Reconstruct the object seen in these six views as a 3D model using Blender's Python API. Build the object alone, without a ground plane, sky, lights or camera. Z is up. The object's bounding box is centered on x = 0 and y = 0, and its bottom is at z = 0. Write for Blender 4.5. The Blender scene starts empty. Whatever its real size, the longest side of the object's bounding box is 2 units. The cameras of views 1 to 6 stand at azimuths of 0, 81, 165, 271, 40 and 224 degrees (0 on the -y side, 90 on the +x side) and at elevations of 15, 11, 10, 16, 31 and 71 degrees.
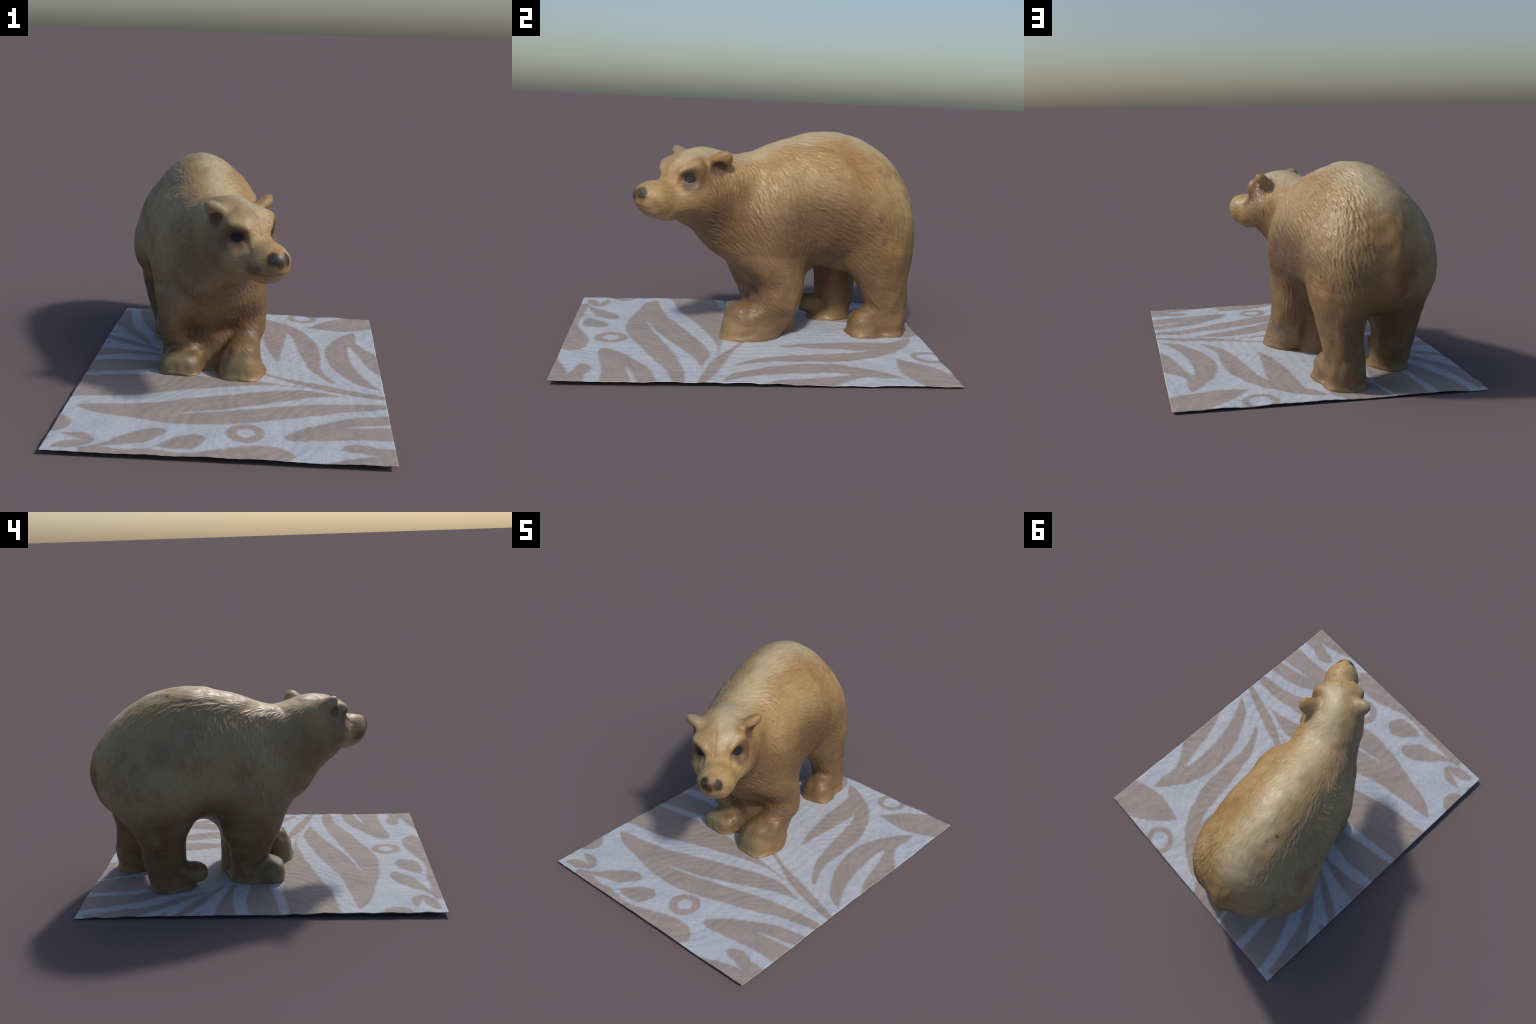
"""A ceramic bear figurine standing on a square of leaf-printed cloth.

The bear is modelled as one smooth body: a list of anatomical volumes
(ellipsoids and tapered limbs) blended into a single skin, then cut into named
parts along anatomical borders.  The cloth is a thin wavy sheet whose printed
leaves are masks computed in shader nodes.
"""
import bpy, math
import numpy as np
from mathutils import Vector

rng = np.random.default_rng(7)

# ------------------------------------------------------------------ anatomy
# E: centre xyz, radii xyz, yaw, pitch     C: start xyz, end xyz, two radii
# the third entry is the softness of the blend with what comes before it
ANATOMY = [
    ('rump', 'E', 0.10, [-0.255, 0.59, 0.651, 0.353, 0.33, 0.32, 10.6, -0.2]),
    ('torso', 'E', 0.12, [-0.225, 0.405, 0.769, 0.258, 0.444, 0.35, 12.3, 0.3]),
    ('shoulder', 'E', 0.12, [-0.153, 0.116, 0.614, 0.313, 0.255, 0.403, 10.1, -1.9]),
    ('chest', 'E', 0.10, [-0.14, -0.033, 0.615, 0.216, 0.281, 0.203, 10.6, -0.2]),
    ('belly', 'E', 0.10, [-0.214, 0.34, 0.583, 0.303, 0.314, 0.149, 9.9, -0.1]),
    ('neck', 'C', 0.10, [-0.156, -0.061, 0.829, -0.035, -0.255, 0.78, 0.153, 0.187]),
    ('cranium', 'E', 0.05, [-0.036, -0.292, 0.879, 0.143, 0.23, 0.144, 34.3, 0.4]),
    ('cheek', 'E', 0.06, [0.035, -0.37, 0.784, 0.16, 0.159, 0.116, 35.2, -0.0]),
    ('muzzle', 'C', 0.05, [0.12, -0.471, 0.732, 0.176, -0.588, 0.793, 0.076, 0.05]),
    ('jaw', 'E', 0.04, [0.14, -0.522, 0.77, 0.103, 0.102, 0.093, 34.8, -0.1]),
    ('browR', 'E', 0.05, [-0.01, -0.452, 0.929, 0.053, 0.045, 0.035, 35.0, -0.0]),
    ('browL', 'E', 0.06, [0.114, -0.335, 0.914, 0.063, 0.035, 0.055, 35.0, -0.0]),
    ('flankL', 'E', 0.10, [-0.108, 0.388, 0.736, 0.202, 0.221, 0.254, 10.1, -0.0]),
    ('flankR', 'E', 0.10, [-0.385, 0.308, 0.764, 0.108, 0.214, 0.137, 9.9, -0.0]),
    ('nape', 'E', 0.10, [-0.065, -0.107, 0.871, 0.118, 0.11, 0.063, 20.0, -0.0]),
    ('throat', 'E', 0.08, [-0.026, -0.312, 0.692, 0.068, 0.107, 0.057, 35.0, -0.0]),
    ('seat', 'E', 0.08, [-0.235, 0.778, 0.53, 0.125, 0.095, 0.1, 10, 0]),
    ('stifle', 'E', 0.06, [-0.041, 0.665, 0.495, 0.113, 0.142, 0.143, 10.0, 0.0]),
    ('upperR', 'E', 0.06, [-0.299, 0.071, 0.469, 0.133, 0.14, 0.131, 10.0, 0.0]),
    ('upperL', 'E', 0.06, [-0.008, 0.108, 0.491, 0.107, 0.129, 0.14, 10.0, -0.0]),
    ('thighL', 'E', 0.10, [-0.067, 0.732, 0.465, 0.099, 0.168, 0.25, 10.7, 0.7]),
    ('thighR', 'E', 0.10, [-0.422, 0.557, 0.525, 0.196, 0.191, 0.164, 9.5, 0.4]),
    ('tail', 'E', 0.07, [-0.288, 0.838, 0.665, 0.045, 0.1, 0.15, 10, 0]),
    ('foreL', 'L', 0.05, [   # z, centre x y, half-widths x y
        (0.000, 0.033, -0.004, 0.108, 0.115),
        (0.100, 0.020, 0.057, 0.087, 0.150),
        (0.200, 0.039, 0.124, 0.103, 0.122),
        (0.300, 0.025, 0.150, 0.123, 0.118),
        (0.420, 0.016, 0.110, 0.121, 0.143),
        (0.530, -0.010, 0.114, 0.094, 0.129),
    ]),
    ('ffootL', 'B', 0.04, [0.019, -0.04, 0.015, 0.118, 0.132, 0.198]),
    ('foreR', 'L', 0.05, [   # z, centre x y, half-widths x y
        (0.000, -0.283, 0.087, 0.123, 0.114),
        (0.100, -0.260, 0.085, 0.146, 0.100),
        (0.200, -0.333, 0.074, 0.085, 0.113),
        (0.300, -0.347, 0.068, 0.084, 0.154),
        (0.420, -0.309, 0.034, 0.122, 0.173),
        (0.530, -0.288, -0.013, 0.129, 0.186),
    ]),
    ('ffootR', 'B', 0.04, [-0.3, -0.036, 0.066, 0.114, 0.085, 0.068]),
    ('hindL', 'L', 0.05, [   # z, centre x y, half-widths x y
        (0.000, -0.076, 0.776, 0.101, 0.091),
        (0.100, -0.074, 0.772, 0.099, 0.110),
        (0.200, -0.065, 0.756, 0.103, 0.122),
        (0.270, -0.059, 0.738, 0.107, 0.133),
        (0.340, -0.057, 0.717, 0.110, 0.142),
        (0.450, -0.057, 0.696, 0.111, 0.149),
        (0.560, -0.055, 0.685, 0.112, 0.151),
    ]),
    ('hfootL', 'B', 0.04, [-0.044, 0.632, 0.016, 0.101, 0.086, 0.142]),
    ('hindR', 'L', 0.05, [   # z, centre x y, half-widths x y
        (0.000, -0.400, 0.504, 0.101, 0.126),
        (0.100, -0.405, 0.543, 0.106, 0.107),
        (0.200, -0.421, 0.546, 0.117, 0.119),
        (0.300, -0.440, 0.549, 0.124, 0.127),
        (0.400, -0.454, 0.558, 0.116, 0.164),
        (0.500, -0.435, 0.602, 0.081, 0.177),
        (0.570, -0.441, 0.564, 0.091, 0.157),
    ]),
    ('hfootR', 'B', 0.04, [-0.417, 0.417, 0.104, 0.069, 0.112, 0.057]),
    ('brisket', 'L', 0.04, [   # z, centre x y, half-widths x y
        (0.000, -0.130, 0.115, 0.130, 0.140),
        (0.150, -0.130, 0.120, 0.130, 0.130),
        (0.300, -0.130, 0.140, 0.130, 0.115),
        (0.420, -0.130, 0.140, 0.130, 0.120),
    ]),
    ('groin', 'E', 0.06, [-0.36, 0.535, 0.33, 0.085, 0.09, 0.085, 0, 0]),
]
REGION = {
    'rump': 'torso', 'torso': 'torso', 'shoulder': 'torso', 'chest': 'torso', 'belly': 'torso',
    'neck': 'neck', 'cranium': 'head', 'cheek': 'head', 'muzzle': 'head', 'jaw': 'head',
    'browR': 'head', 'browL': 'head', 'thighL': 'hindlimb_l', 'thighR': 'hindlimb_r',
    'hindL': 'hindlimb_l', 'hindR': 'hindlimb_r', 'hfootL': 'hindlimb_l', 'hfootR': 'hindlimb_r',
    'foreL': 'forelimb_l', 'foreR': 'forelimb_r',
    'ffootL': 'forelimb_l', 'ffootR': 'forelimb_r', 'tail': 'tail', 'flankL': 'torso', 'flankR': 'torso', 'nape': 'neck',
    'brisket': 'torso', 'throat': 'neck', 'seat': 'torso',
    'upperL': 'forelimb_l', 'upperR': 'forelimb_r', 'stifle': 'hindlimb_l', 'groin': 'hindlimb_r',
}
HEAD_YAW = math.radians(34.6)
FWD = np.array([math.sin(HEAD_YAW), -math.cos(HEAD_YAW), 0.0])     # where the face points
LAT = np.array([math.cos(HEAD_YAW), math.sin(HEAD_YAW), 0.0])      # towards the bear's left
UP = np.array([0.0, 0.0, 1.0])
SKULL = np.array([0.0, -0.32, 0.907])
NOSE = np.array([0.188, -0.628, 0.815])
EYES = {'l': np.array([0.154, -0.361, 0.877]), 'r': np.array([-0.007, -0.495, 0.876])}


def head_point(lat, fwd, up):
    return SKULL + lat * LAT + fwd * FWD + up * UP


def mat_height(x, y):
    """resting height of the cloth: the near edge is lifted, with shallow ripples"""
    z = 0.0155 - 0.0088 * y
    z = z + 0.0026 * np.sin(5.1 * x + 2.3 * y + .6) * np.cos(4.3 * y - 1.7 * x)
    z = z + 0.0020 * np.sin(11.0 * x - 3.0 * y) * np.sin(9.0 * y + 2.0)
    inner = np.clip(1 - (x / .85) ** 2, 0, 1) * np.clip(1 - y ** 2, 0, 1)
    z = z + .004 * inner                                  # it does not lie quite flat
    tread = np.exp(-(((x + .16) / .42) ** 2 + ((y - .33) / .55) ** 2) ** 2)
    return z + .004 * tread


# ------------------------------------------------------- distance functions
def ellipsoid(P, c, r, X, Y, Z):
    d = P - np.asarray(c)
    a, b, e = (d @ X) / r[0], (d @ Y) / r[1], (d @ Z) / r[2]
    k0 = np.sqrt(a * a + b * b + e * e) + 1e-9
    k1 = np.sqrt((a / r[0]) ** 2 + (b / r[1]) ** 2 + (e / r[2]) ** 2) + 1e-9
    return k0 * (k0 - 1) / k1


def volume(kind, p, P):
    if kind == 'E':
        y, t = math.radians(p[6]), math.radians(p[7])
        c, s, ct, st = math.cos(y), math.sin(y), math.cos(t), math.sin(t)
        X = np.array([c, s, 0]); Y0 = np.array([-s, c, 0])
        return ellipsoid(P, p[:3], p[3:6], X, ct * Y0 + st * UP, -st * Y0 + ct * UP)
    if kind == 'L':
        return column(p, P)
    if kind == 'B':                     # a rounded block: paws
        r = np.array(p[3:6])
        q = np.abs(P - np.array(p[:3])) / r
        k1 = np.sqrt(((q / r) ** 2).sum(-1)) / np.sqrt((q * q).sum(-1) + 1e-12)
        return ((q ** 2.4).sum(-1) ** (1 / 2.4) - 1) / (k1 + 1e-9)
    a, b = np.array(p[:3]), np.array(p[3:6])
    ba = b - a
    d = P - a
    h = np.clip((d @ ba) / (ba @ ba), 0, 1)
    q = d - h[..., None] * ba
    return np.sqrt((q * q).sum(-1)) - (p[6] + (p[7] - p[6]) * h)


def column(rows, P):
    """an upright limb: elliptical sections at given heights, smoothly joined"""
    R = np.array(rows)
    zs, z = R[:, 0], P[..., 2]
    i = np.clip(np.searchsorted(zs, z) - 1, 0, len(zs) - 2)
    h = zs[i + 1] - zs[i]
    t = np.clip((z - zs[i]) / h, 0, 1)
    sec = []
    for k in range(1, 5):
        y = R[:, k]
        m = np.gradient(y, zs)
        sec.append(y[i] * (1 + 2 * t) * (1 - t) ** 2 + h * m[i] * t * (1 - t) ** 2
                   + y[i + 1] * t * t * (3 - 2 * t) + h * m[i + 1] * t * t * (t - 1))
    cx, cy, rx, ry = sec
    a, b = (P[..., 0] - cx) / rx, (P[..., 1] - cy) / ry
    k0 = np.sqrt(a * a + b * b) + 1e-9
    k1 = np.sqrt((a / rx) ** 2 + (b / ry) ** 2) + 1e-9
    d = k0 * (k0 - 1) / k1
    d = d + .07 * smoothstep(zs[-1] - .10, zs[-1], z) ** 2        # the limb fades into the trunk
    top = z - zs[-1]
    return np.where((d > 0) & (top > 0), np.hypot(np.maximum(d, 0), np.maximum(top, 0)), np.maximum(d, top))


def blend(a, b, k):
    h = np.maximum(k - np.abs(a - b), 0) / k
    return np.minimum(a, b) - h * h * k * .25


def carve(a, b, k):
    return -blend(-a, b, k)


def unit(v):
    v = np.asarray(v, float)
    return v / np.linalg.norm(v)


def ear_frame(side):
    s = 1.0 if side == 'l' else -1.0
    out = unit(s * LAT * .80 + UP * .60 - FWD * .05)        # root to tip
    face = unit(s * LAT * .50 + FWD * .42 - UP * .72)       # the way the cup opens
    face = unit(face - (face @ out) * out)
    return s, out, face, np.cross(out, face)


def ear_root(side):
    return head_point(.143, -.040, .050) if side == 'l' else head_point(-.117, .002, .058)


def ear(P, side):
    s, out, face, width = ear_frame(side)
    c = ear_root(side)
    shell = ellipsoid(P, c, (.084, .038, .052), out, face, width)
    cup = ellipsoid(P, c - out * .018 + face * .048 + FWD * .004, (.062, .030, .046), out, face, width)
    return shell, cup


def body(P):
    d = None
    for name, kind, k, p in ANATOMY:
        e = volume(kind, p, P)
        d = e if d is None else blend(d, e, k)
    # eye sockets under the brow
    for side, e in EYES.items():
        s = 1.0 if side == 'l' else -1.0
        c = e + s * LAT * .022 + FWD * .028
        d = carve(d, np.linalg.norm(P - c, axis=-1) - .034, .045)
        # brow ridge over the eye, and the crease that runs from its inner corner
        a = e + FWD * .030 - s * LAT * .036 + UP * .036
        b = e - FWD * .030 + s * LAT * .004 + UP * .058
        d = blend(d, volume('C', [*a, *b, .009, .014], P), .034)
        a = e + FWD * .034 - s * LAT * .022 - UP * .012
        b = e + FWD * .075 - s * LAT * .012 - UP * .046
        d = carve(d, volume('C', [*a, *b, .010, .006], P), .022)
    for side in ('l', 'r'):
        shell, cup = ear(P, side)
        d = blend(d, carve(shell, cup, .016), .032)
    # toes: shallow grooves down the front of the paws
    for x, y, r in TOE_GROOVES:
        q = np.hypot((P[..., 0] - x), (P[..., 1] - y))
        d = carve(d, np.maximum(q - r, P[..., 2] - .10), .022)
    # the feet stand on the cloth, with a thin uneven skirt of glaze round them
    floor = P[..., 2] - mat_height(P[..., 0], P[..., 1])
    reach = .010 + .007 * np.sin(31 * P[..., 0] + 9 * P[..., 1]) * np.sin(27 * P[..., 1] - 5 * P[..., 0])
    d = np.maximum(blend(d, floor, .04), d - reach)
    return np.maximum(d, -floor - .002)


TOE_GROOVES = [(.002, -.190, .008), (.050, -.190, .008), (-.325, -.134, .008), (-.27, -.136, .008)]


# --------------------------------------------------------------- skinning
def in_chunks(f, P, n=400000):
    return np.concatenate([f(P[i:i + n]) for i in range(0, len(P), n)])


def skin(f, lo, hi, h):
    """surface nets over the cells near the zero level of f"""
    lo, hi = np.array(lo), np.array(hi)
    B = 8
    nb = np.ceil((hi - lo) / (h * B)).astype(int)
    centres = np.stack(np.meshgrid(*[(np.arange(n) + .5) * h * B for n in nb], indexing='ij'), -1) + lo
    far = in_chunks(f, centres.reshape(-1, 3)).reshape(nb)
    near = np.abs(far) < h * B * 1.25
    n = nb * B + 1
    D = np.repeat(np.repeat(np.repeat(np.sign(far), B, 0), B, 1), B, 2)
    D = np.pad(D, ((0, 1),) * 3, mode='edge').astype(np.float32)
    M = np.repeat(np.repeat(np.repeat(near, B, 0), B, 1), B, 2)
    M = np.pad(M, ((0, 1),) * 3, mode='edge')
    idx = np.argwhere(M)
    D[M] = in_chunks(f, idx * h + lo)
    sgn = D < 0
    cs = sum(sgn[i:n[0] - 1 + i, j:n[1] - 1 + j, k:n[2] - 1 + k].astype(np.int8)
             for i in (0, 1) for j in (0, 1) for k in (0, 1))
    cell = (cs > 0) & (cs < 8)
    ci = np.argwhere(cell)
    vid = -np.ones(cell.shape, int)
    vid[cell] = np.arange(len(ci))
    acc, cnt = np.zeros((len(ci), 3)), np.zeros(len(ci))
    corners = [(i, j, k) for i in (0, 1) for j in (0, 1) for k in (0, 1)]
    for a in corners:
        for ax in range(3):
            if a[ax]:
                continue
            b = list(a); b[ax] = 1
            da = D[tuple((ci + a).T)]; db = D[tuple((ci + b).T)]
            m = (da < 0) != (db < 0)
            t = da[m] / (da[m] - db[m])
            acc[m] += np.array(a) + t[:, None] * (np.array(b) - np.array(a)); cnt[m] += 1
    V = (ci + acc / cnt[:, None]) * h + lo
    Q = []
    for ax in range(3):
        u, w = (ax + 1) % 3, (ax + 2) % 3
        s0 = [slice(None)] * 3; s1 = [slice(None)] * 3
        s0[ax], s1[ax] = slice(0, -1), slice(1, None)
        flip = sgn[tuple(s0)] != sgn[tuple(s1)]
        e = np.argwhere(flip)
        e = e[(e[:, u] > 0) & (e[:, w] > 0) & (e[:, u] < n[u] - 1) & (e[:, w] < n[w] - 1)]
        du, dw = np.zeros(3, int), np.zeros(3, int)
        du[u], dw[w] = 1, 1
        q = np.stack([vid[tuple((e - o).T)] for o in (du * 0, du, du + dw, dw)], 1)
        inside_first = sgn[tuple(e.T)]
        q[~inside_first] = q[~inside_first][:, ::-1]
        Q.append(q)
    Q = np.concatenate(Q)
    return V, Q[(Q >= 0).all(1)]


def gradient(f, P, e=1e-3, length=False):
    g = np.stack([in_chunks(f, P + e * a) - in_chunks(f, P - e * a) for a in np.eye(3)], -1)
    n = np.linalg.norm(g, axis=1, keepdims=True) + 1e-12
    return (g / n, n[:, 0] / (2 * e)) if length else g / n


def split_quads(V, Q):
    """one round of linear subdivision"""
    E = np.stack([Q, np.roll(Q, -1, 1)], -1).reshape(-1, 2)
    E.sort(1)
    U, inv = np.unique(E, axis=0, return_inverse=True)
    inv = inv.reshape(-1, 4)
    n, m = len(V), len(U)
    V2 = np.concatenate([V, V[U].mean(1), V[Q].mean(1)])
    c = n + m + np.arange(len(Q))
    Q2 = np.concatenate([np.stack([Q[:, i], n + inv[:, i], c, n + inv[:, i - 1]], 1) for i in range(4)])
    return V2, Q2


def edges_of(Q):
    E = np.stack([Q, np.roll(Q, -1, 1)], -1).reshape(-1, 2)
    E.sort(1)
    return np.unique(E, axis=0)


def vertex_normals(V, Q):
    n = np.cross(V[Q[:, 2]] - V[Q[:, 0]], V[Q[:, 3]] - V[Q[:, 1]])
    N = np.stack([np.bincount(Q.ravel(), np.repeat(n[:, k], 4), len(V)) for k in range(3)], 1)
    return N / (np.linalg.norm(N, axis=1, keepdims=True) + 1e-12)


def spread(x, E, w, rounds, mix=.85):
    """weighted diffusion of a vertex value along the mesh edges"""
    a, b = E.T
    n = len(x)
    tot = np.bincount(a, w, n) + np.bincount(b, w, n) + 1e-9
    for _ in range(rounds):
        s = np.bincount(a, w * x[b], n) + np.bincount(b, w * x[a], n)
        x = (1 - mix) * x + mix * s / tot
    return x


def smoothstep(a, b, x):
    t = np.clip((x - a) / (b - a), 0, 1)
    return t * t * (3 - 2 * t)


def lie_of_fur(V, N):
    """unit direction in which the coat is combed, along the skin"""
    x, y, z = V.T
    f = np.zeros_like(V)
    f[:, 0] = N[:, 0] * .25
    f[:, 1] = .75
    f[:, 2] = -.85 * smoothstep(1.10, .8, z) - .12
    right = smoothstep(-.22, -.42, x) * smoothstep(.95, .6, y)
    f[:, 1] -= .60 * right                               # straight down on the right flank
    face = smoothstep(-.20, -.32, y) * smoothstep(.62, .70, z)
    back = -FWD + np.array([0, 0, -.2])
    f = f * (1 - face[:, None]) + back * face[:, None]
    f -= (f * N).sum(1, keepdims=True) * N
    return f / (np.linalg.norm(f, axis=1, keepdims=True) + 1e-9)


def fur_amount(V):
    """where tufts are modelled: back, flanks, rump, nape; smooth on belly, legs, face"""
    x, y, z = V.T
    a = smoothstep(.36, .58, z) * (1 - .72 * smoothstep(-.22, -.34, y))
    spine = np.interp(y, [-.27, -.13, .23, .45, .64, .82, .92], [-.065, -.116, -.218, -.262, -.30, -.331, -.319])
    crest = .12 + .88 * smoothstep(.04, .20, np.abs(x - spine))
    a = a * np.where(z > .80, crest, 1.0)
    rump = smoothstep(.70, .86, y) * smoothstep(-.10, -.22, x)
    a = a * (1 - .75 * rump)                             # smooth behind, to the right of the tail
    low = smoothstep(.55, .42, z) * smoothstep(.08, .2, z) * .42
    return np.maximum(a, low)


def fur_relief(V, N, E):
    from mathutils import kdtree
    tree = kdtree.KDTree(len(V))
    for i, v in enumerate(V.tolist()):
        tree.insert(v, i)
    tree.balance()
    amount = fur_amount(V)
    flow = lie_of_fur(V, N)
    h = np.zeros(len(V))
    pick = rng.choice(len(V), 16000, replace=False)
    for i in pick:
        if amount[i] < .10:
            continue
        head = V[i, 1] < -.26 and V[i, 2] > .65
        L = rng.uniform(.020, .038) * (.6 if head else 1.0)
        W = rng.uniform(.0048, .0076) * (.8 if head else 1.0)
        turn = rng.normal(0, .16) + .28 * math.sin(9 * V[i, 0] + 7 * V[i, 1] + 5 * V[i, 2])
        side = np.cross(N[i], flow[i])
        t = math.cos(turn) * flow[i] + math.sin(turn) * side
        b = np.cross(N[i], t)
        near = [q[1] for q in tree.find_range(V[i].tolist(), L)]
        d = V[near] - V[i]
        u = d @ t / L
        w = (d @ b - rng.normal(0, .12) * L * u * u * 2) / W
        rise = np.clip(1 - u * u, 0, 1) ** .8 * (.75 + .25 * u)      # a tuft lifts towards its tip
        ridge = np.exp(-w * w * 1.4) - .42 * np.exp(-((np.abs(w) - 1.7) / .7) ** 2)
        depth = np.abs(d @ N[i]) < .02
        h[near] += rise * ridge * depth * rng.uniform(.5, 1.2)
    h = 1.7 * np.tanh(h / 1.7)
    h = spread(h, E, np.ones(len(E)), 1, .35)
    lump = rng.standard_normal(len(V))
    lump = spread(lump, E, np.ones(len(E)), 90, .9)
    lump /= lump.std()
    right = 1 + .5 * smoothstep(-.25, -.42, V[:, 0])
    paws = 1 + 1.3 * smoothstep(.30, .12, V[:, 2])
    return h * amount * .0021 * right + lump * .0012 * paws


# ------------------------------------------------------------------- nodes
class Nodes:
    """small helper that chains shader nodes"""

    def __init__(self, tree):
        self.t = tree

    def put(self, kind, **props):
        n = self.t.nodes.new(kind)
        for k, v in props.items():
            setattr(n, k, v)
        return n

    def link(self, a, b):
        self.t.links.new(a, b)

    def feed(self, socket, v):
        if isinstance(v, bpy.types.NodeSocket):
            self.link(v, socket)
        elif v is not None:
            socket.default_value = v

    def math(self, op, a, b=None, c=None, clamp=False):
        n = self.put('ShaderNodeMath', operation=op, use_clamp=clamp)
        for i, v in enumerate((a, b, c)):
            self.feed(n.inputs[i], v)
        return n.outputs[0]

    def vec(self, op, a, b=None):
        n = self.put('ShaderNodeVectorMath', operation=op)
        self.feed(n.inputs[0], a)
        if b is not None:
            self.feed(n.inputs[1], b)
        return n.outputs['Value'] if op in ('DOT_PRODUCT', 'LENGTH', 'DISTANCE') else n.outputs[0]

    def step(self, x, lo, hi, a=0.0, b=1.0):
        n = self.put('ShaderNodeMapRange', interpolation_type='SMOOTHSTEP')
        for i, v in enumerate((x, lo, hi, a, b)):
            self.feed(n.inputs[i], v)
        return n.outputs[0]

    def noise(self, co, scale, detail=3.0, rough=.55):
        n = self.put('ShaderNodeTexNoise')
        self.feed(n.inputs['Vector'], co)
        n.inputs['Scale'].default_value = scale
        n.inputs['Detail'].default_value = detail
        n.inputs['Roughness'].default_value = rough
        return n.outputs['Fac']

    def noise_colour(self, co, scale, detail=3.0):
        n = self.put('ShaderNodeTexNoise')
        self.feed(n.inputs['Vector'], co)
        n.inputs['Scale'].default_value = scale
        n.inputs['Detail'].default_value = detail
        return n.outputs['Color']

    def near_warp(self, co, warped, k):
        """co moved part of the way to its warped position"""
        return self.vec('ADD', self.vec('MULTIPLY', co, (1 - k,) * 3), self.vec('MULTIPLY', warped, (k,) * 3))

    def mix(self, f, a, b, mode='MIX'):
        n = self.put('ShaderNodeMix', data_type='RGBA', blend_type=mode)
        self.feed(n.inputs[0], f)
        self.feed(n.inputs[6], a)
        self.feed(n.inputs[7], b)
        return n.outputs[2]

    def spot(self, co, centre, radius, soft, squash=(1, 1, 1)):
        """soft ball mask around a point"""
        d = self.vec('SUBTRACT', co, tuple(centre))
        if squash != (1, 1, 1):
            d = self.vec('MULTIPLY', d, tuple(squash))
        return self.step(self.vec('LENGTH', d), radius + soft, radius - soft)

    def curve(self, x, pts):
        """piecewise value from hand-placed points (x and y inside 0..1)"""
        n = self.put('ShaderNodeFloatCurve')
        c = n.mapping.curves[0]
        pts = sorted(pts)
        c.points[0].location, c.points[1].location = pts[0], pts[-1]
        for p in pts[1:-1]:
            c.points.new(*p)
        n.mapping.extend = 'HORIZONTAL'
        n.mapping.update()
        self.feed(n.inputs['Value'], x)
        return n.outputs[0]


def rgb(r, g, b):
    return (r, g, b, 1.0)


def new_material(name):
    m = bpy.data.materials.new(name)
    m.use_nodes = True
    n = Nodes(m.node_tree)
    bsdf = m.node_tree.nodes['Principled BSDF']
    return m, n, bsdf


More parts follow.
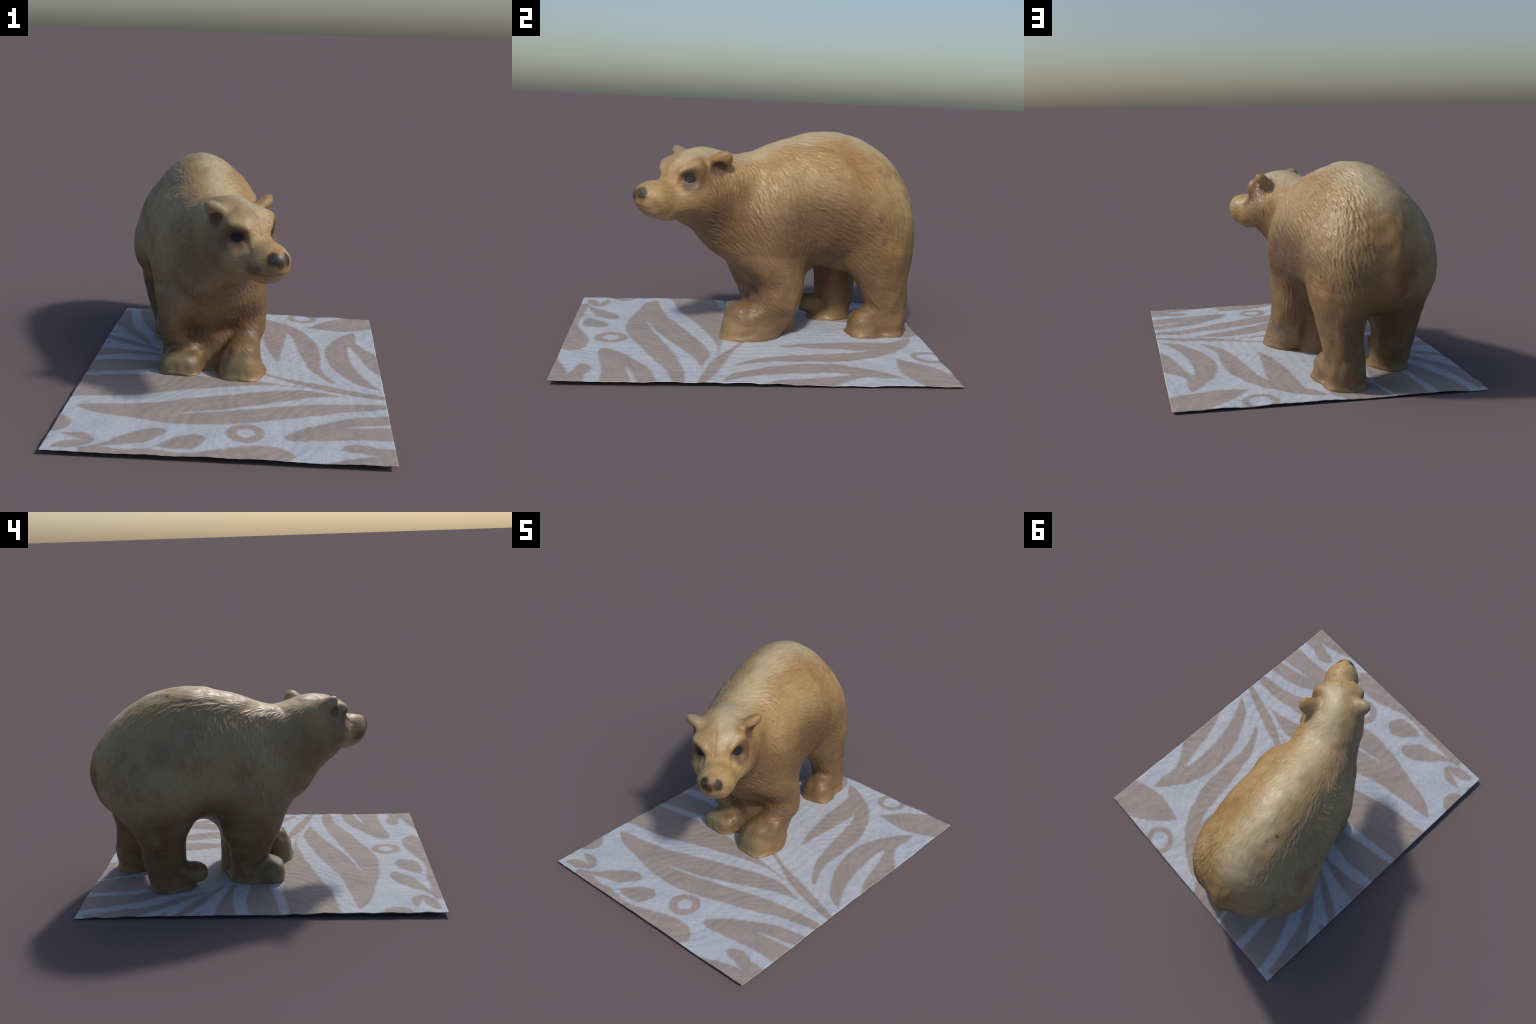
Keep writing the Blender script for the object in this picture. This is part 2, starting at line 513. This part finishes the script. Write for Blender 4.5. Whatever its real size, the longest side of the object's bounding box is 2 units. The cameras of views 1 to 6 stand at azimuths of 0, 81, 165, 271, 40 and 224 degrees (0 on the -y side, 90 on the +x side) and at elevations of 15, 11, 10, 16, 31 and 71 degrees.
def glazed_fur_material():
    m, n, bsdf = new_material('glazed_fur')
    co = n.put('ShaderNodeTexCoord').outputs['Object']
    sep = n.put('ShaderNodeSeparateXYZ'); n.link(co, sep.inputs[0])
    X, Y, Z = sep.outputs
    wob = n.noise(co, 9.0, 4.0, .6)
    broad = n.noise(co, 3.2, 3.0, .55)
    ragged = n.vec('ADD', co, n.vec('MULTIPLY', n.vec('SUBTRACT', n.noise_colour(co, 14.0, 4.0), (.5, .5, .5)), (.07, .07, .07)))
    # brush-painted coat: straw over ochre, streaks stretched along the lie of the fur
    mp = n.put('ShaderNodeMapping'); n.link(co, mp.inputs[0])
    mp.inputs['Rotation'].default_value = (math.radians(40), 0, 0)
    mp.inputs['Scale'].default_value = (55, 14, 60)
    streak = n.noise(mp.outputs[0], 1.0, 4.0, .6)
    col = n.mix(n.step(broad, .36, .64), STRAW, OCHRE)
    col = n.mix(n.math('MULTIPLY', n.step(streak, .42, .75), .45), col, TAWNY)
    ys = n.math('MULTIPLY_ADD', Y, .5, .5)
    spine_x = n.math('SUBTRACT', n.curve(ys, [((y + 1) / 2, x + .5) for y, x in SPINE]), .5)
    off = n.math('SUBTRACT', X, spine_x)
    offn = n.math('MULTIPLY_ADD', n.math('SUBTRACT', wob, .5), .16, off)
    # right side, turned from the sun, has its dimmer light painted as a greyer stain
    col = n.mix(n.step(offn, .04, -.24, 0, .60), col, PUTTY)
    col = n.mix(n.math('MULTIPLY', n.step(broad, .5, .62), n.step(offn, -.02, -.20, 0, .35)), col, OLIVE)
    mottle = n.noise(co, 7.0, 5.0, .65)
    col = n.mix(n.step(mottle, .50, .66, 0, .42), col, TAWNY)
    # legs, throat and left flank are painted darker with the scan's wash
    baked_shade = None
    for c, r, q in BAKED_SHADE_AREAS:
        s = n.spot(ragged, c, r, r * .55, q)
        baked_shade = s if baked_shade is None else n.math('MAXIMUM', baked_shade, s)
    col = n.mix(n.math('MULTIPLY', n.math('MULTIPLY', baked_shade, n.step(streak, .2, .8, 1.0, .7)), n.step(broad, .66, .5, .35, 1.0)), col, BAKED_SHADE_BROWN)
    tint = None
    for c, r, q in RED_BROWN_PATCHES:
        s = n.spot(ragged, c, r, r * .75, q)
        tint = s if tint is None else n.math('MAXIMUM', tint, s)
    col = n.mix(n.math('MULTIPLY', tint, n.step(streak, .25, .8, .68, .35)), col, CHESTNUT)
    # pale cream band along the back and crown
    ridge = n.math('MULTIPLY', n.step(n.math('ABSOLUTE', n.math('ADD', offn, -.065)), .15, .02), n.step(n.math('MULTIPLY_ADD', wob, .12, Z), .92, 1.05))
    col = n.mix(n.math('MULTIPLY', ridge, n.step(streak, .2, .8, .85, .55)), col, CREAM)
    # faint mould seam down the back and forehead
    seam = n.math('ABSOLUTE', n.math('MULTIPLY_ADD', n.math('SUBTRACT', wob, .5), .022, off))
    seam = n.math('MULTIPLY', n.step(seam, .009, .001), n.step(Z, .75, .9, 0, .42))
    seam = n.math('MULTIPLY', seam, n.step(broad, .35, .6))
    seam = n.math('MULTIPLY', seam, n.math('MAXIMUM', n.step(Y, .25, .45), n.step(Y, -.36, -.44)))
    seam = n.math('MULTIPLY', seam, n.step(Y, -.52, -.49))
    col = n.mix(seam, col, UMBER)
    # face: dark patch round each eye, cheek, mouth corner, nose leather
    for key, c in EYES.items():
        s = 1 if key == 'l' else -1
        cheek = n.spot(ragged, c + s * LAT * .02 - FWD * .115 - UP * .045, .078, .05, (1, 1, .75))
        col = n.mix(n.math('MULTIPLY', cheek, .5), col, CHESTNUT)
        patch = n.spot(ragged, c + s * LAT * .012 - UP * .010 - FWD * .012, .070, .026, (1, 1, 1.0))
        col = n.mix(n.math('MULTIPLY', patch, .78), col, CHESTNUT)
        lid = n.spot(co, c, .042, .010, (1, 1, 1.1))
        col = n.mix(n.math('MULTIPLY', lid, .8), col, UMBER)
        mouth = n.spot(ragged, NOSE - FWD * .085 - UP * .062 + s * LAT * .066, .040, .026, (1, 1, 1.5))
        col = n.mix(n.math('MULTIPLY', mouth, .75), col, MULBERRY)
        sgn, out, face, width = ear_frame(key)
        inner = n.spot(co, ear_root(key) - out * .010 + face * .028 + FWD * .004, .046, .012)
        col = n.mix(n.math('MULTIPLY', inner, .85), col, MULBERRY)
    soot = None
    for c in NOSTRILS:
        t = n.spot(n.near_warp(co, ragged, .45), c, .029, .010, (1, 1, .85))
        soot = t if soot is None else n.math('MAXIMUM', soot, t)
    soot = n.math('MULTIPLY', soot, n.step(n.noise(co, 45.0, 3.0), .25, .5, .7, 1.0))
    pad = n.spot(ragged, NOSE - UP * .008, .045, .03)
    col = n.mix(n.math('MULTIPLY', pad, .45), col, CHESTNUT)
    col = n.mix(n.math('MULTIPLY', soot, .95), col, SOOT)
    philtrum = n.spot(n.near_warp(co, ragged, .3), NOSE - UP * .022 + FWD * .002, .026, .012)
    col = n.mix(n.math('MULTIPLY', philtrum, .85), col, SOOT)
    bridge = n.spot(co, NOSE + UP * .020 + FWD * .006, .011, .009)
    col = n.mix(n.math('MULTIPLY', bridge, .8), col, rgb(.28, .205, .15))
    lip = n.math('ABSOLUTE', n.math('ADD', n.math('MULTIPLY_ADD', n.math('SUBTRACT', wob, .5), .02, Z), -.735))
    lip = n.math('MULTIPLY', n.step(lip, .012, .002), n.spot(co, NOSE - FWD * .10 - UP * .08, .10, .03))
    col = n.mix(n.math('MULTIPLY', lip, .4), col, UMBER)
    # greenish toes on the front feet
    for c in TOES:
        t = n.spot(ragged, c, .085, .05)
        col = n.mix(n.math('MULTIPLY', t, .7), col, TOE_GREEN)
    # old knocks and specks
    for c, r in KNOCKS:
        k = n.spot(n.near_warp(co, ragged, .35), c, r, r * .8, (1, 1, .7))
        col = n.mix(n.math('MULTIPLY', k, n.step(wob, .35, .6, .3, .85)), col, UMBER)
    fine = n.noise(co, 120.0, 3.0, .6)
    col = n.mix(1.0, col, n.mix(n.step(fine, .3, .7), rgb(.93, .93, .93), rgb(1.05, 1.05, 1.05)), 'MULTIPLY')
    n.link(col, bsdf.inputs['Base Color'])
    rough = n.step(n.noise(co, 26.0, 3.0), .3, .7, .42, .60)
    n.link(n.math('MAXIMUM', rough, n.math('MULTIPLY', soot, .6)), bsdf.inputs['Roughness'])
    bsdf.inputs['Specular IOR Level'].default_value = .5
    bump = n.put('ShaderNodeBump')
    bump.inputs['Strength'].default_value = .16
    bump.inputs['Distance'].default_value = .006
    n.link(streak, bump.inputs['Height'])
    n.link(bump.outputs[0], bsdf.inputs['Normal'])
    return m


def eye_material():
    m, n, bsdf = new_material('eye_glaze')
    co = n.put('ShaderNodeTexCoord').outputs['Object']
    f = n.noise(co, 60.0, 2.0)
    n.link(n.mix(f, rgb(.010, .010, .011), rgb(.030, .032, .036)), bsdf.inputs['Base Color'])
    bsdf.inputs['Roughness'].default_value = .5
    bsdf.inputs['Specular IOR Level'].default_value = .35
    return m


# palette (linear)
STRAW = rgb(.42, .285, .122)
OCHRE = rgb(.34, .198, .071)
TAWNY = rgb(.22, .112, .040)
CREAM = rgb(.50, .415, .26)
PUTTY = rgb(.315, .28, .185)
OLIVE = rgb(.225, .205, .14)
BAKED_SHADE_BROWN = rgb(.148, .083, .038)
CHESTNUT = rgb(.105, .050, .026)
UMBER = rgb(.085, .05, .032)
MULBERRY = rgb(.095, .05, .043)
SOOT = rgb(.018, .017, .017)
TOE_GREEN = rgb(.19, .175, .09)
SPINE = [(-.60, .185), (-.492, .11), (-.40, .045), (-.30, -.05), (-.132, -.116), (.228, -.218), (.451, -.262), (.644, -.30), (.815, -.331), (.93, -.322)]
BAKED_SHADE_AREAS = [  # centre, radius, squash: darkened for wash on legs, throat and the lower left flank
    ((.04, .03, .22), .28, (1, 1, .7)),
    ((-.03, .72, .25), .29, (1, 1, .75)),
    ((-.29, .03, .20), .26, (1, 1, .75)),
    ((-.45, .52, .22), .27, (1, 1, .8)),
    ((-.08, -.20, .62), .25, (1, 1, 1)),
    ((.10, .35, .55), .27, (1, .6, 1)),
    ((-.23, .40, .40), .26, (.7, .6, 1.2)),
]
RED_BROWN_PATCHES = [  # redder chestnut patches
    ((.13, .33, .60), .15, (1, .62, 1.0)),
    ((.10, -.06, .63), .09, (1, 1, .7)),
    ((.08, -.22, .69), .11, (1, 1, 1)),
    ((.02, .06, .30), .13, (1, 1, .7)),
    ((-.33, .93, .60), .06, (1, 1, .5)),
]
TOES = [(.01, -.15, .06), (-.33, -.09, .07)]
NOSTRILS = [(.223, -.595, .808), (.158, -.630, .816)]
KNOCKS = [((.083, .682, .559), .018), ((.089, .665, .68), .014), ((.147, .156, .304), .013), ((-.036, .40, 1.023), .006), ((-.043, .709, .898), .006),
          ((-.328, .491, 1.09), .010), ((-.308, .545, 1.088), .007), ((-.435, -.009, .608), .008), ((-.442, -.007, .53), .011), ((-.378, -.107, .512), .009)]


# ------------------------------------------------------------- cloth print
def leaf_mask(n, co, A, B, upper, lower, soft):
    """a printed shape: two edge curves over the chord A-B"""
    A, B = np.array(A, float), np.array(B, float)
    L = np.linalg.norm(B - A)
    t = (B - A) / L
    nrm = np.array([-t[1], t[0]])
    H = .6 * L + .2
    d = n.vec('SUBTRACT', co, (A[0], A[1], 0))
    u = n.math('MULTIPLY', n.vec('DOT_PRODUCT', d, (t[0], t[1], 0)), 1 / L)
    v = n.vec('DOT_PRODUCT', d, (nrm[0], nrm[1], 0))

    def edge(points):
        out = []
        for p in points:
            q = np.array(p) - A
            out.append((float(np.clip(q @ t / L, 0, 1)), float(q @ nrm / (2 * H) + .5)))
        return n.math('MULTIPLY_ADD', n.curve(u, out), 2 * H, -H)
    up, lo = edge(upper), edge(lower)
    a = n.step(n.math('SUBTRACT', up, v), -soft, soft)
    b = n.step(n.math('SUBTRACT', v, lo), -soft, soft)
    w = n.math('MULTIPLY', a, b)
    ends = n.math('MULTIPLY', n.step(u, -soft / L, soft / L), n.step(u, 1 + soft / L, 1 - soft / L))
    return n.math('MULTIPLY', w, ends)


def ring_mask(n, co, c, R, r, soft):
    d = n.vec('LENGTH', n.vec('SUBTRACT', co, (c[0], c[1], 0)))
    m = n.step(d, R + soft, R - soft)
    return n.math('MULTIPLY', m, n.step(d, r - soft, r + soft)) if r > 0 else m


# brown shapes; 'cut' entries are the pale slits printed over them
PRINT = [
    ('leaf', (-.86, -.26), (.345, -.215),
     [(-.86, -.135), (-.79, -.135), (-.62, -.115), (-.41, -.095), (-.2, -.11), (.05, -.155), (.345, -.21)],
     [(-.86, -.405), (-.79, -.40), (-.55, -.37), (-.37, -.325), (-.2, -.28), (.02, -.23), (.25, -.205), (.345, -.22)]),
    ('leaf', (-.755, -.50), (.87, -.40),
     [(-.755, -.495), (-.72, -.487), (-.54, -.465), (-.33, -.43), (-.19, -.385), (.05, -.31), (.25, -.262), (.34, -.255), (.53, -.305), (.87, -.39)],
     [(-.755, -.505), (-.68, -.56), (-.5, -.61), (-.3, -.658), (-.1, -.675), (.04, -.65), (.2, -.60), (.37, -.55), (.52, -.49), (.75, -.45), (.87, -.43)]),
    ('cut', (-.26, -.557), (.87, -.36),
     [(-.26, -.552), (-.06, -.508), (.14, -.435), (.33, -.358), (.53, -.308), (.70, -.29), (.87, -.26)],
     [(-.26, -.562), (-.06, -.525), (.14, -.475), (.38, -.42), (.6, -.392), (.75, -.40), (.87, -.41)]),
    ('leaf', (.235, -.77), (.87, -.64),
     [(.235, -.76), (.25, -.74), (.29, -.70), (.41, -.625), (.54, -.56), (.75, -.52), (.87, -.50)],
     [(.235, -.785), (.26, -.797), (.38, -.795), (.58, -.775), (.74, -.775), (.87, -.775)]),
    ('cut', (.52, -.66), (.87, -.60),
     [(.52, -.657), (.62, -.633), (.74, -.608), (.87, -.575)], [(.52, -.663), (.62, -.651), (.74, -.635), (.87, -.615)]),
    ('leaf', (.05, -.0), (.87, -.36),
     [(.05, .02), (.25, -.11), (.48, -.19), (.76, -.305), (.87, -.345)], [(.05, -.02), (.25, -.14), (.47, -.26), (.76, -.345), (.87, -.385)]),
    ('leaf', (.055, .875), (.515, -.14),
     [(.055, .89), (.14, .845), (.24, .775), (.33, .69), (.43, .50), (.465, .33), (.462, .18), (.458, .03), (.515, -.125)],
     [(.055, .86), (.10, .78), (.19, .665), (.29, .575), (.325, .42), (.35, .24), (.37, .13), (.395, .02), (.49, -.14)]),
    ('leaf', (.16, .80), (.22, .12),
     [(.17, .80), (.27, .62), (.27, .45), (.255, .35), (.23, .12)], [(.13, .78), (.14, .6), (.15, .4), (.21, .12)]),
    ('leaf', (.69, .64), (.745, -.23),
     [(.69, .64), (.70, .55), (.69, .45), (.73, .365), (.80, .27), (.87, .15), (.87, -.1), (.76, -.23)],
     [(.68, .635), (.58, .515), (.54, .45), (.497, .30), (.50, .15), (.525, .04), (.59, -.09), (.65, -.175), (.745, -.23)]),
    ('cut', (.64, .39), (.79, -.24),
     [(.645, .39), (.69, .22), (.71, .09), (.76, -.03), (.86, -.2)],
     [(.635, .385), (.625, .26), (.64, .06), (.685, -.10), (.73, -.20), (.75, -.24)]),
    ('leaf', (.415, .69), (.87, .82),
     [(.415, .695), (.47, .76), (.52, .81), (.62, .88), (.72, .93), (.87, .97)], [(.415, .688), (.5, .668), (.57, .652), (.67, .66), (.8, .70), (.87, .73)]),
    ('ring', (.39, .865), .092, .055), ('ring', (.06, -.745), .088, .041),
    ('ring', (-.815, -.69), .075, 0), ('ring', (-.84, -.84), .035, 0),
    ('leaf', (-.60, -.845), (-.785, -.905),
     [(-.60, -.85), (-.63, -.88), (-.70, -.912), (-.755, -.918), (-.785, -.91)], [(-.60, -.84), (-.67, -.842), (-.73, -.852), (-.775, -.885), (-.785, -.90)]),
    ('leaf', (-.60, -.845), (-.77, -.79),
     [(-.60, -.85), (-.67, -.84), (-.72, -.815), (-.77, -.793)], [(-.60, -.84), (-.625, -.80), (-.69, -.778), (-.74, -.782), (-.77, -.79)]),
    ('leaf', (-.66, -.93), (-.295, -.745),
     [(-.66, -.915), (-.60, -.89), (-.56, -.86), (-.45, -.755), (-.36, -.715), (-.31, -.725), (-.295, -.74)],
     [(-.66, -.935), (-.60, -.925), (-.55, -.90), (-.46, -.87), (-.38, -.845), (-.32, -.79), (-.295, -.75)]),
    ('leaf', (-.66, -.935), (-.40, -.945), [(-.66, -.91), (-.55, -.905), (-.40, -.93)], [(-.66, -.95), (-.55, -.955), (-.40, -.965)]),
    ('leaf', (-.50, -.955), (.28, -.945),
     [(-.50, -.93), (-.44, -.915), (-.41, -.91), (-.3, -.925), (-.23, -.935), (-.12, -.92), (-.03, -.89), (.08, -.862), (.16, -.857), (.235, -.88), (.28, -.935)],
     [(-.50, -.945), (-.43, -.948), (-.38, -1.02), (-.2, -1.06), (.2, -1.05), (.25, -.985), (.28, -.955)]),
    ('leaf', (-.33, -.89), (-.115, -.80),
     [(-.33, -.885), (-.27, -.815), (-.20, -.77), (-.14, -.78), (-.115, -.80)], [(-.33, -.895), (-.25, -.91), (-.15, -.885), (-.12, -.835), (-.115, -.81)]),
    ('leaf', (.48, -.87), (.87, -.87),
     [(.48, -.865), (.50, -.84), (.53, -.822), (.57, -.82), (.65, -.843), (.76, -.845), (.87, -.84)], [(.48, -.875), (.51, -.885), (.57, -.90), (.63, -.92), (.76, -.95), (.87, -.95)]),
    ('leaf', (.36, -1.0), (.87, -.95),
     [(.36, -.995), (.42, -.98), (.5, -.955), (.63, -.92), (.76, -.90), (.87, -.89)], [(.36, -1.01), (.5, -1.06), (.75, -1.08), (.87, -1.08)]),
    # rays fanning out to the left and the back
    ('leaf', (-.36, .04), (-.87, -.01),
     [(-.36, -.02), (-.51, -.045), (-.79, -.09), (-.87, -.10)], [(-.36, .06), (-.44, .075), (-.59, .095), (-.78, .08), (-.87, .075)]),
    ('leaf', (-.40, .16), (-.87, .21),
     [(-.40, .15), (-.46, .165), (-.56, .17), (-.64, .165), (-.78, .14), (-.87, .12)], [(-.40, .17), (-.47, .195), (-.62, .235), (-.78, .26), (-.87, .28)]),
    ('leaf', (-.42, .22), (-.87, .52),
     [(-.42, .21), (-.49, .25), (-.63, .315), (-.76, .40), (-.87, .48)], [(-.42, .24), (-.53, .305), (-.63, .38), (-.77, .475), (-.87, .56)]),
    ('leaf', (-.50, .30), (-.80, .92),
     [(-.50, .29), (-.59, .42), (-.64, .47), (-.69, .55), (-.76, .66), (-.87, .86)], [(-.50, .32), (-.58, .50), (-.64, .59), (-.67, .70), (-.70, .87), (-.73, 1.0)]),
    ('leaf', (-.47, .45), (-.59, 1.03),
     [(-.48, .45), (-.56, .61), (-.60, .71), (-.64, .84), (-.665, 1.03)], [(-.46, .46), (-.475, .68), (-.49, .84), (-.495, 1.03)]),
    ('leaf', (-.33, .50), (-.36, 1.03),
     [(-.40, .50), (-.44, .72), (-.445, .86), (-.445, 1.03)], [(-.27, .52), (-.245, .78), (-.275, .94), (-.285, 1.03)]),
    ('leaf', (-.10, .60), (-.16, 1.03),
     [(-.14, .60), (-.23, .83), (-.255, .96), (-.26, 1.03)], [(-.02, .62), (.03, .86), (-.02, .95), (-.06, 1.03)]),
    ('ring', (-.755, .34), .012, 0), ('ring', (-.755, .52), .016, 0),
]


def cloth_material():
    m, n, bsdf = new_material('printed_cloth')
    co = n.put('ShaderNodeTexCoord').outputs['Object']
    flat = n.vec('MULTIPLY', co, (1, 1, 0))
    wob = n.put('ShaderNodeTexNoise')
    n.link(flat, wob.inputs['Vector']); wob.inputs['Scale'].default_value = 22; wob.inputs['Detail'].default_value = 3
    shift = n.vec('MULTIPLY', n.vec('SUBTRACT', wob.outputs['Color'], (.5, .5, .5)), (.016, .016, 0))
    p = n.vec('ADD', flat, shift)
    soft = .011
    mask = None
    for entry in PRINT:
        if entry[0] == 'ring':
            s = ring_mask(n, p, entry[1], entry[2], entry[3], soft)
        else:
            s = leaf_mask(n, p, *entry[1:], soft)
        if entry[0] == 'cut':
            mask = n.math('MINIMUM', mask, n.math('SUBTRACT', 1.0, s))
        else:
            mask = s if mask is None else n.math('MAXIMUM', mask, s)
    grain = n.noise(flat, 70.0, 4.0, .65)
    cloud = n.noise(flat, 5.0, 3.0, .6)
    pale = n.mix(n.step(cloud, .3, .7), PAPER_COOL, PAPER)
    brown = n.mix(n.step(cloud, .35, .65), TAUPE, TAUPE_PINK)
    col = n.mix(mask, pale, brown)
    col = n.mix(1.0, col, n.mix(n.step(grain, .25, .75), rgb(.92, .92, .92), rgb(1.06, 1.06, 1.06)), 'MULTIPLY')
    n.link(col, bsdf.inputs['Base Color'])
    bsdf.inputs['Roughness'].default_value = .75
    bsdf.inputs['Specular IOR Level'].default_value = .25
    # small creases
    h = n.math('ADD', n.noise(flat, 16.0, 5.0, .62), n.math('MULTIPLY', grain, .25))
    bump = n.put('ShaderNodeBump')
    bump.inputs['Strength'].default_value = .5
    bump.inputs['Distance'].default_value = .014
    n.link(h, bump.inputs['Height'])
    n.link(bump.outputs[0], bsdf.inputs['Normal'])
    return m


PAPER = rgb(.455, .475, .52)
PAPER_COOL = rgb(.425, .455, .51)
TAUPE = rgb(.315, .275, .255)
TAUPE_PINK = rgb(.345, .287, .265)


# ---------------------------------------------------------------- assembly
def mesh_object(name, V, Q, mat, parent=None, normals=None):
    me = bpy.data.meshes.new(name)
    me.from_pydata(V.tolist(), [], Q.tolist())
    me.polygons.foreach_set('use_smooth', np.ones(len(Q), bool))
    me.materials.append(mat)
    me.update()
    if normals is not None:
        me.normals_split_custom_set_from_vertices(normals.tolist())
    ob = bpy.data.objects.new(name, me)
    bpy.context.collection.objects.link(ob)
    if parent is not None:
        ob.parent = parent
    return ob


def build_bear():
    bear = bpy.data.objects.new('bear_figurine', None)
    bpy.context.collection.objects.link(bear)
    bear['label'] = 'glazed tan bear figurine walking with its head turned'
    bear['category'] = 'bear figurine'
    V, Q = skin(body, (-.72, -.72, -.02), (.34, 1.02, 1.18), .0078)
    V, Q = split_quads(V, Q)
    for _ in range(3):
        N, steep = gradient(body, V, length=True)
        V = V - N * np.clip(in_chunks(body, V) / np.maximum(steep, .4), -.006, .006)[:, None]
    E = edges_of(Q)
    # nearest anatomical volume decides which part a face belongs to
    C = V[Q].mean(1)
    dist = np.stack([volume(k, p, C) for _, k, _, p in ANATOMY], 1)
    names = np.array([REGION[a[0]] for a in ANATOMY])
    part = names[dist.argmin(1)]
    limb = np.char.find(part, 'limb') >= 0
    part[limb & (C[:, 2] > .58)] = 'torso'
    part[(part == 'tail') & ((np.abs(C[:, 2] - .60) > .09) | (C[:, 1] < .86))] = 'torso'
    part = part.astype('U16')
    for side in ('l', 'r'):
        shell, _ = ear(C, side)
        s = 1.0 if side == 'l' else -1.0
        rel = C - SKULL
        part[(shell < .008) & (s * (rel @ LAT) > .10) & (rel[:, 2] > .03)] = 'ear_' + side
    part[(np.linalg.norm(C - NOSE, axis=1) < .046)] = 'nose'
    N = vertex_normals(V, Q)
    relief = fur_relief(V, N, E)
    on_floor = in_chunks(lambda P: P[:, 2] - mat_height(P[:, 0], P[:, 1]), V)
    relief *= smoothstep(.0, .05, on_floor)
    for side in ('l', 'r'):
        shell, _ = ear(V, side)
        relief *= .25 + .75 * smoothstep(.0, .03, shell)
    for c in list(EYES.values()) + [NOSE]:
        relief *= smoothstep(.03, .06, np.linalg.norm(V - c, axis=1))
    V = V + N * relief[:, None]
    N = vertex_normals(V, Q)
    fur = glazed_fur_material()
    made = {}

    def cut(key, name, parent):
        q = Q[part == key]
        used, inv = np.unique(q, return_inverse=True)
        made[key] = mesh_object(name, V[used], inv.reshape(-1, 4), fur, parent, N[used])
        return made[key]

    for key, name in (('torso', 'torso'), ('neck', 'neck'), ('head', 'head'), ('tail', 'tail'),
                      ('forelimb_l', 'forelimb'), ('forelimb_r', 'forelimb'), ('hindlimb_l', 'hindlimb'), ('hindlimb_r', 'hindlimb')):
        cut(key, name, bear)
    cut('nose', 'nose', made['head'])
    cut('ear_l', 'ear', made['head'])
    cut('ear_r', 'ear', made['head'])
    # eyes: shallow glazed lenses laid on the skin of the head
    glaze = eye_material()
    for side, c in EYES.items():
        s = 1 if side == 'l' else -1
        g = gradient(body, c[None])[0]
        c = c - g * in_chunks(body, c[None])[0]
        a = unit(np.cross(UP, g)); b = np.cross(g, a)
        ang = np.linspace(0, 2 * np.pi, 28, endpoint=False)
        rings = [(r, r) for r in (0.0, .25, .5, .75, .9, 1.0)]
        P, F = [c], []
        for r, _ in rings[1:]:
            P += [c + .033 * r * np.cos(t) * a + .030 * r * np.sin(t) * b for t in ang]
        P = np.array(P)
        for _ in range(3):
            P = P - gradient(body, P) * in_chunks(body, P)[:, None]
        rr = np.concatenate([[0]] + [[r] * 28 for r, _ in rings[1:]])
        P += g * (.0050 * (1 - rr ** 2) - .0008)[:, None]
        F = [(0, 1 + i, 1 + (i + 1) % 28) for i in range(28)]
        for k in range(len(rings) - 2):
            o, o2 = 1 + 28 * k, 1 + 28 * (k + 1)
            F += [(o + i, o2 + i, o2 + (i + 1) % 28, o + (i + 1) % 28) for i in range(28)]
        me = bpy.data.meshes.new('eye')
        me.from_pydata(P.tolist(), [], F)
        me.polygons.foreach_set('use_smooth', np.ones(len(F), bool))
        me.materials.append(glaze)
        ob = bpy.data.objects.new('eye', me)
        bpy.context.collection.objects.link(ob)
        ob.parent = made['head']
    return bear


def build_cloth():
    n = 220
    fl, fr, br, bl = (np.array(p) for p in ((-.824, -.943), (.714, -1.0), (.823, .888), (-.752, .997)))
    u, v = np.meshgrid(np.linspace(0, 1, n), np.linspace(0, 1, n))
    u, v = u.ravel()[:, None], v.ravel()[:, None]
    P = (1 - v) * ((1 - u) * fl + u * fr) + v * ((1 - u) * bl + u * br)
    x, y = P.T
    edge = np.minimum(np.minimum(u, 1 - u), np.minimum(v, 1 - v)).ravel()
    z = mat_height(x, y)
    crease = .0022 * np.sin(23 * x + 9 * np.sin(3 * y)) * np.sin(17 * y + 4 * x) + .0013 * np.sin(61 * x + 7 * np.sin(9 * y)) * np.sin(53 * y + 5 * np.sin(11 * x)) + .0012 * np.sin(37 * y - 8 * x) * np.exp(-edge * 12)
    z = z + crease
    top = np.stack([x, y, z], 1)
    bottom = top - np.array([0, 0, .0025])
    shift = bottom[:, 2].min()
    top[:, 2] -= min(shift, 0); bottom[:, 2] -= min(shift, 0)
    i = (np.arange(n - 1)[:, None] * n + np.arange(n - 1)).ravel()
    q = np.stack([i, i + 1, i + n + 1, i + n], 1)
    m = n * n
    a = np.arange(n - 1)
    rim = np.concatenate([
        np.stack([a, a + m, a + 1 + m, a + 1], 1),
        np.stack([(n - 1) * n + a + 1, (n - 1) * n + a + 1 + m, (n - 1) * n + a + m, (n - 1) * n + a], 1),
        np.stack([(a + 1) * n, (a + 1) * n + m, a * n + m, a * n], 1),
        np.stack([a * n + n - 1, a * n + n - 1 + m, (a + 1) * n + n - 1 + m, (a + 1) * n + n - 1], 1)])
    V = np.concatenate([top, bottom])
    Q = np.concatenate([q, q[:, ::-1] + m, rim])
    ob = mesh_object('patterned_cloth', V, Q, cloth_material())
    me = ob.data
    sharp = np.zeros(len(me.polygons), bool)
    ob['label'] = 'thin pale cloth square printed with taupe leaves'
    ob['category'] = 'cloth mat'
    return ob


build_cloth()
build_bear()
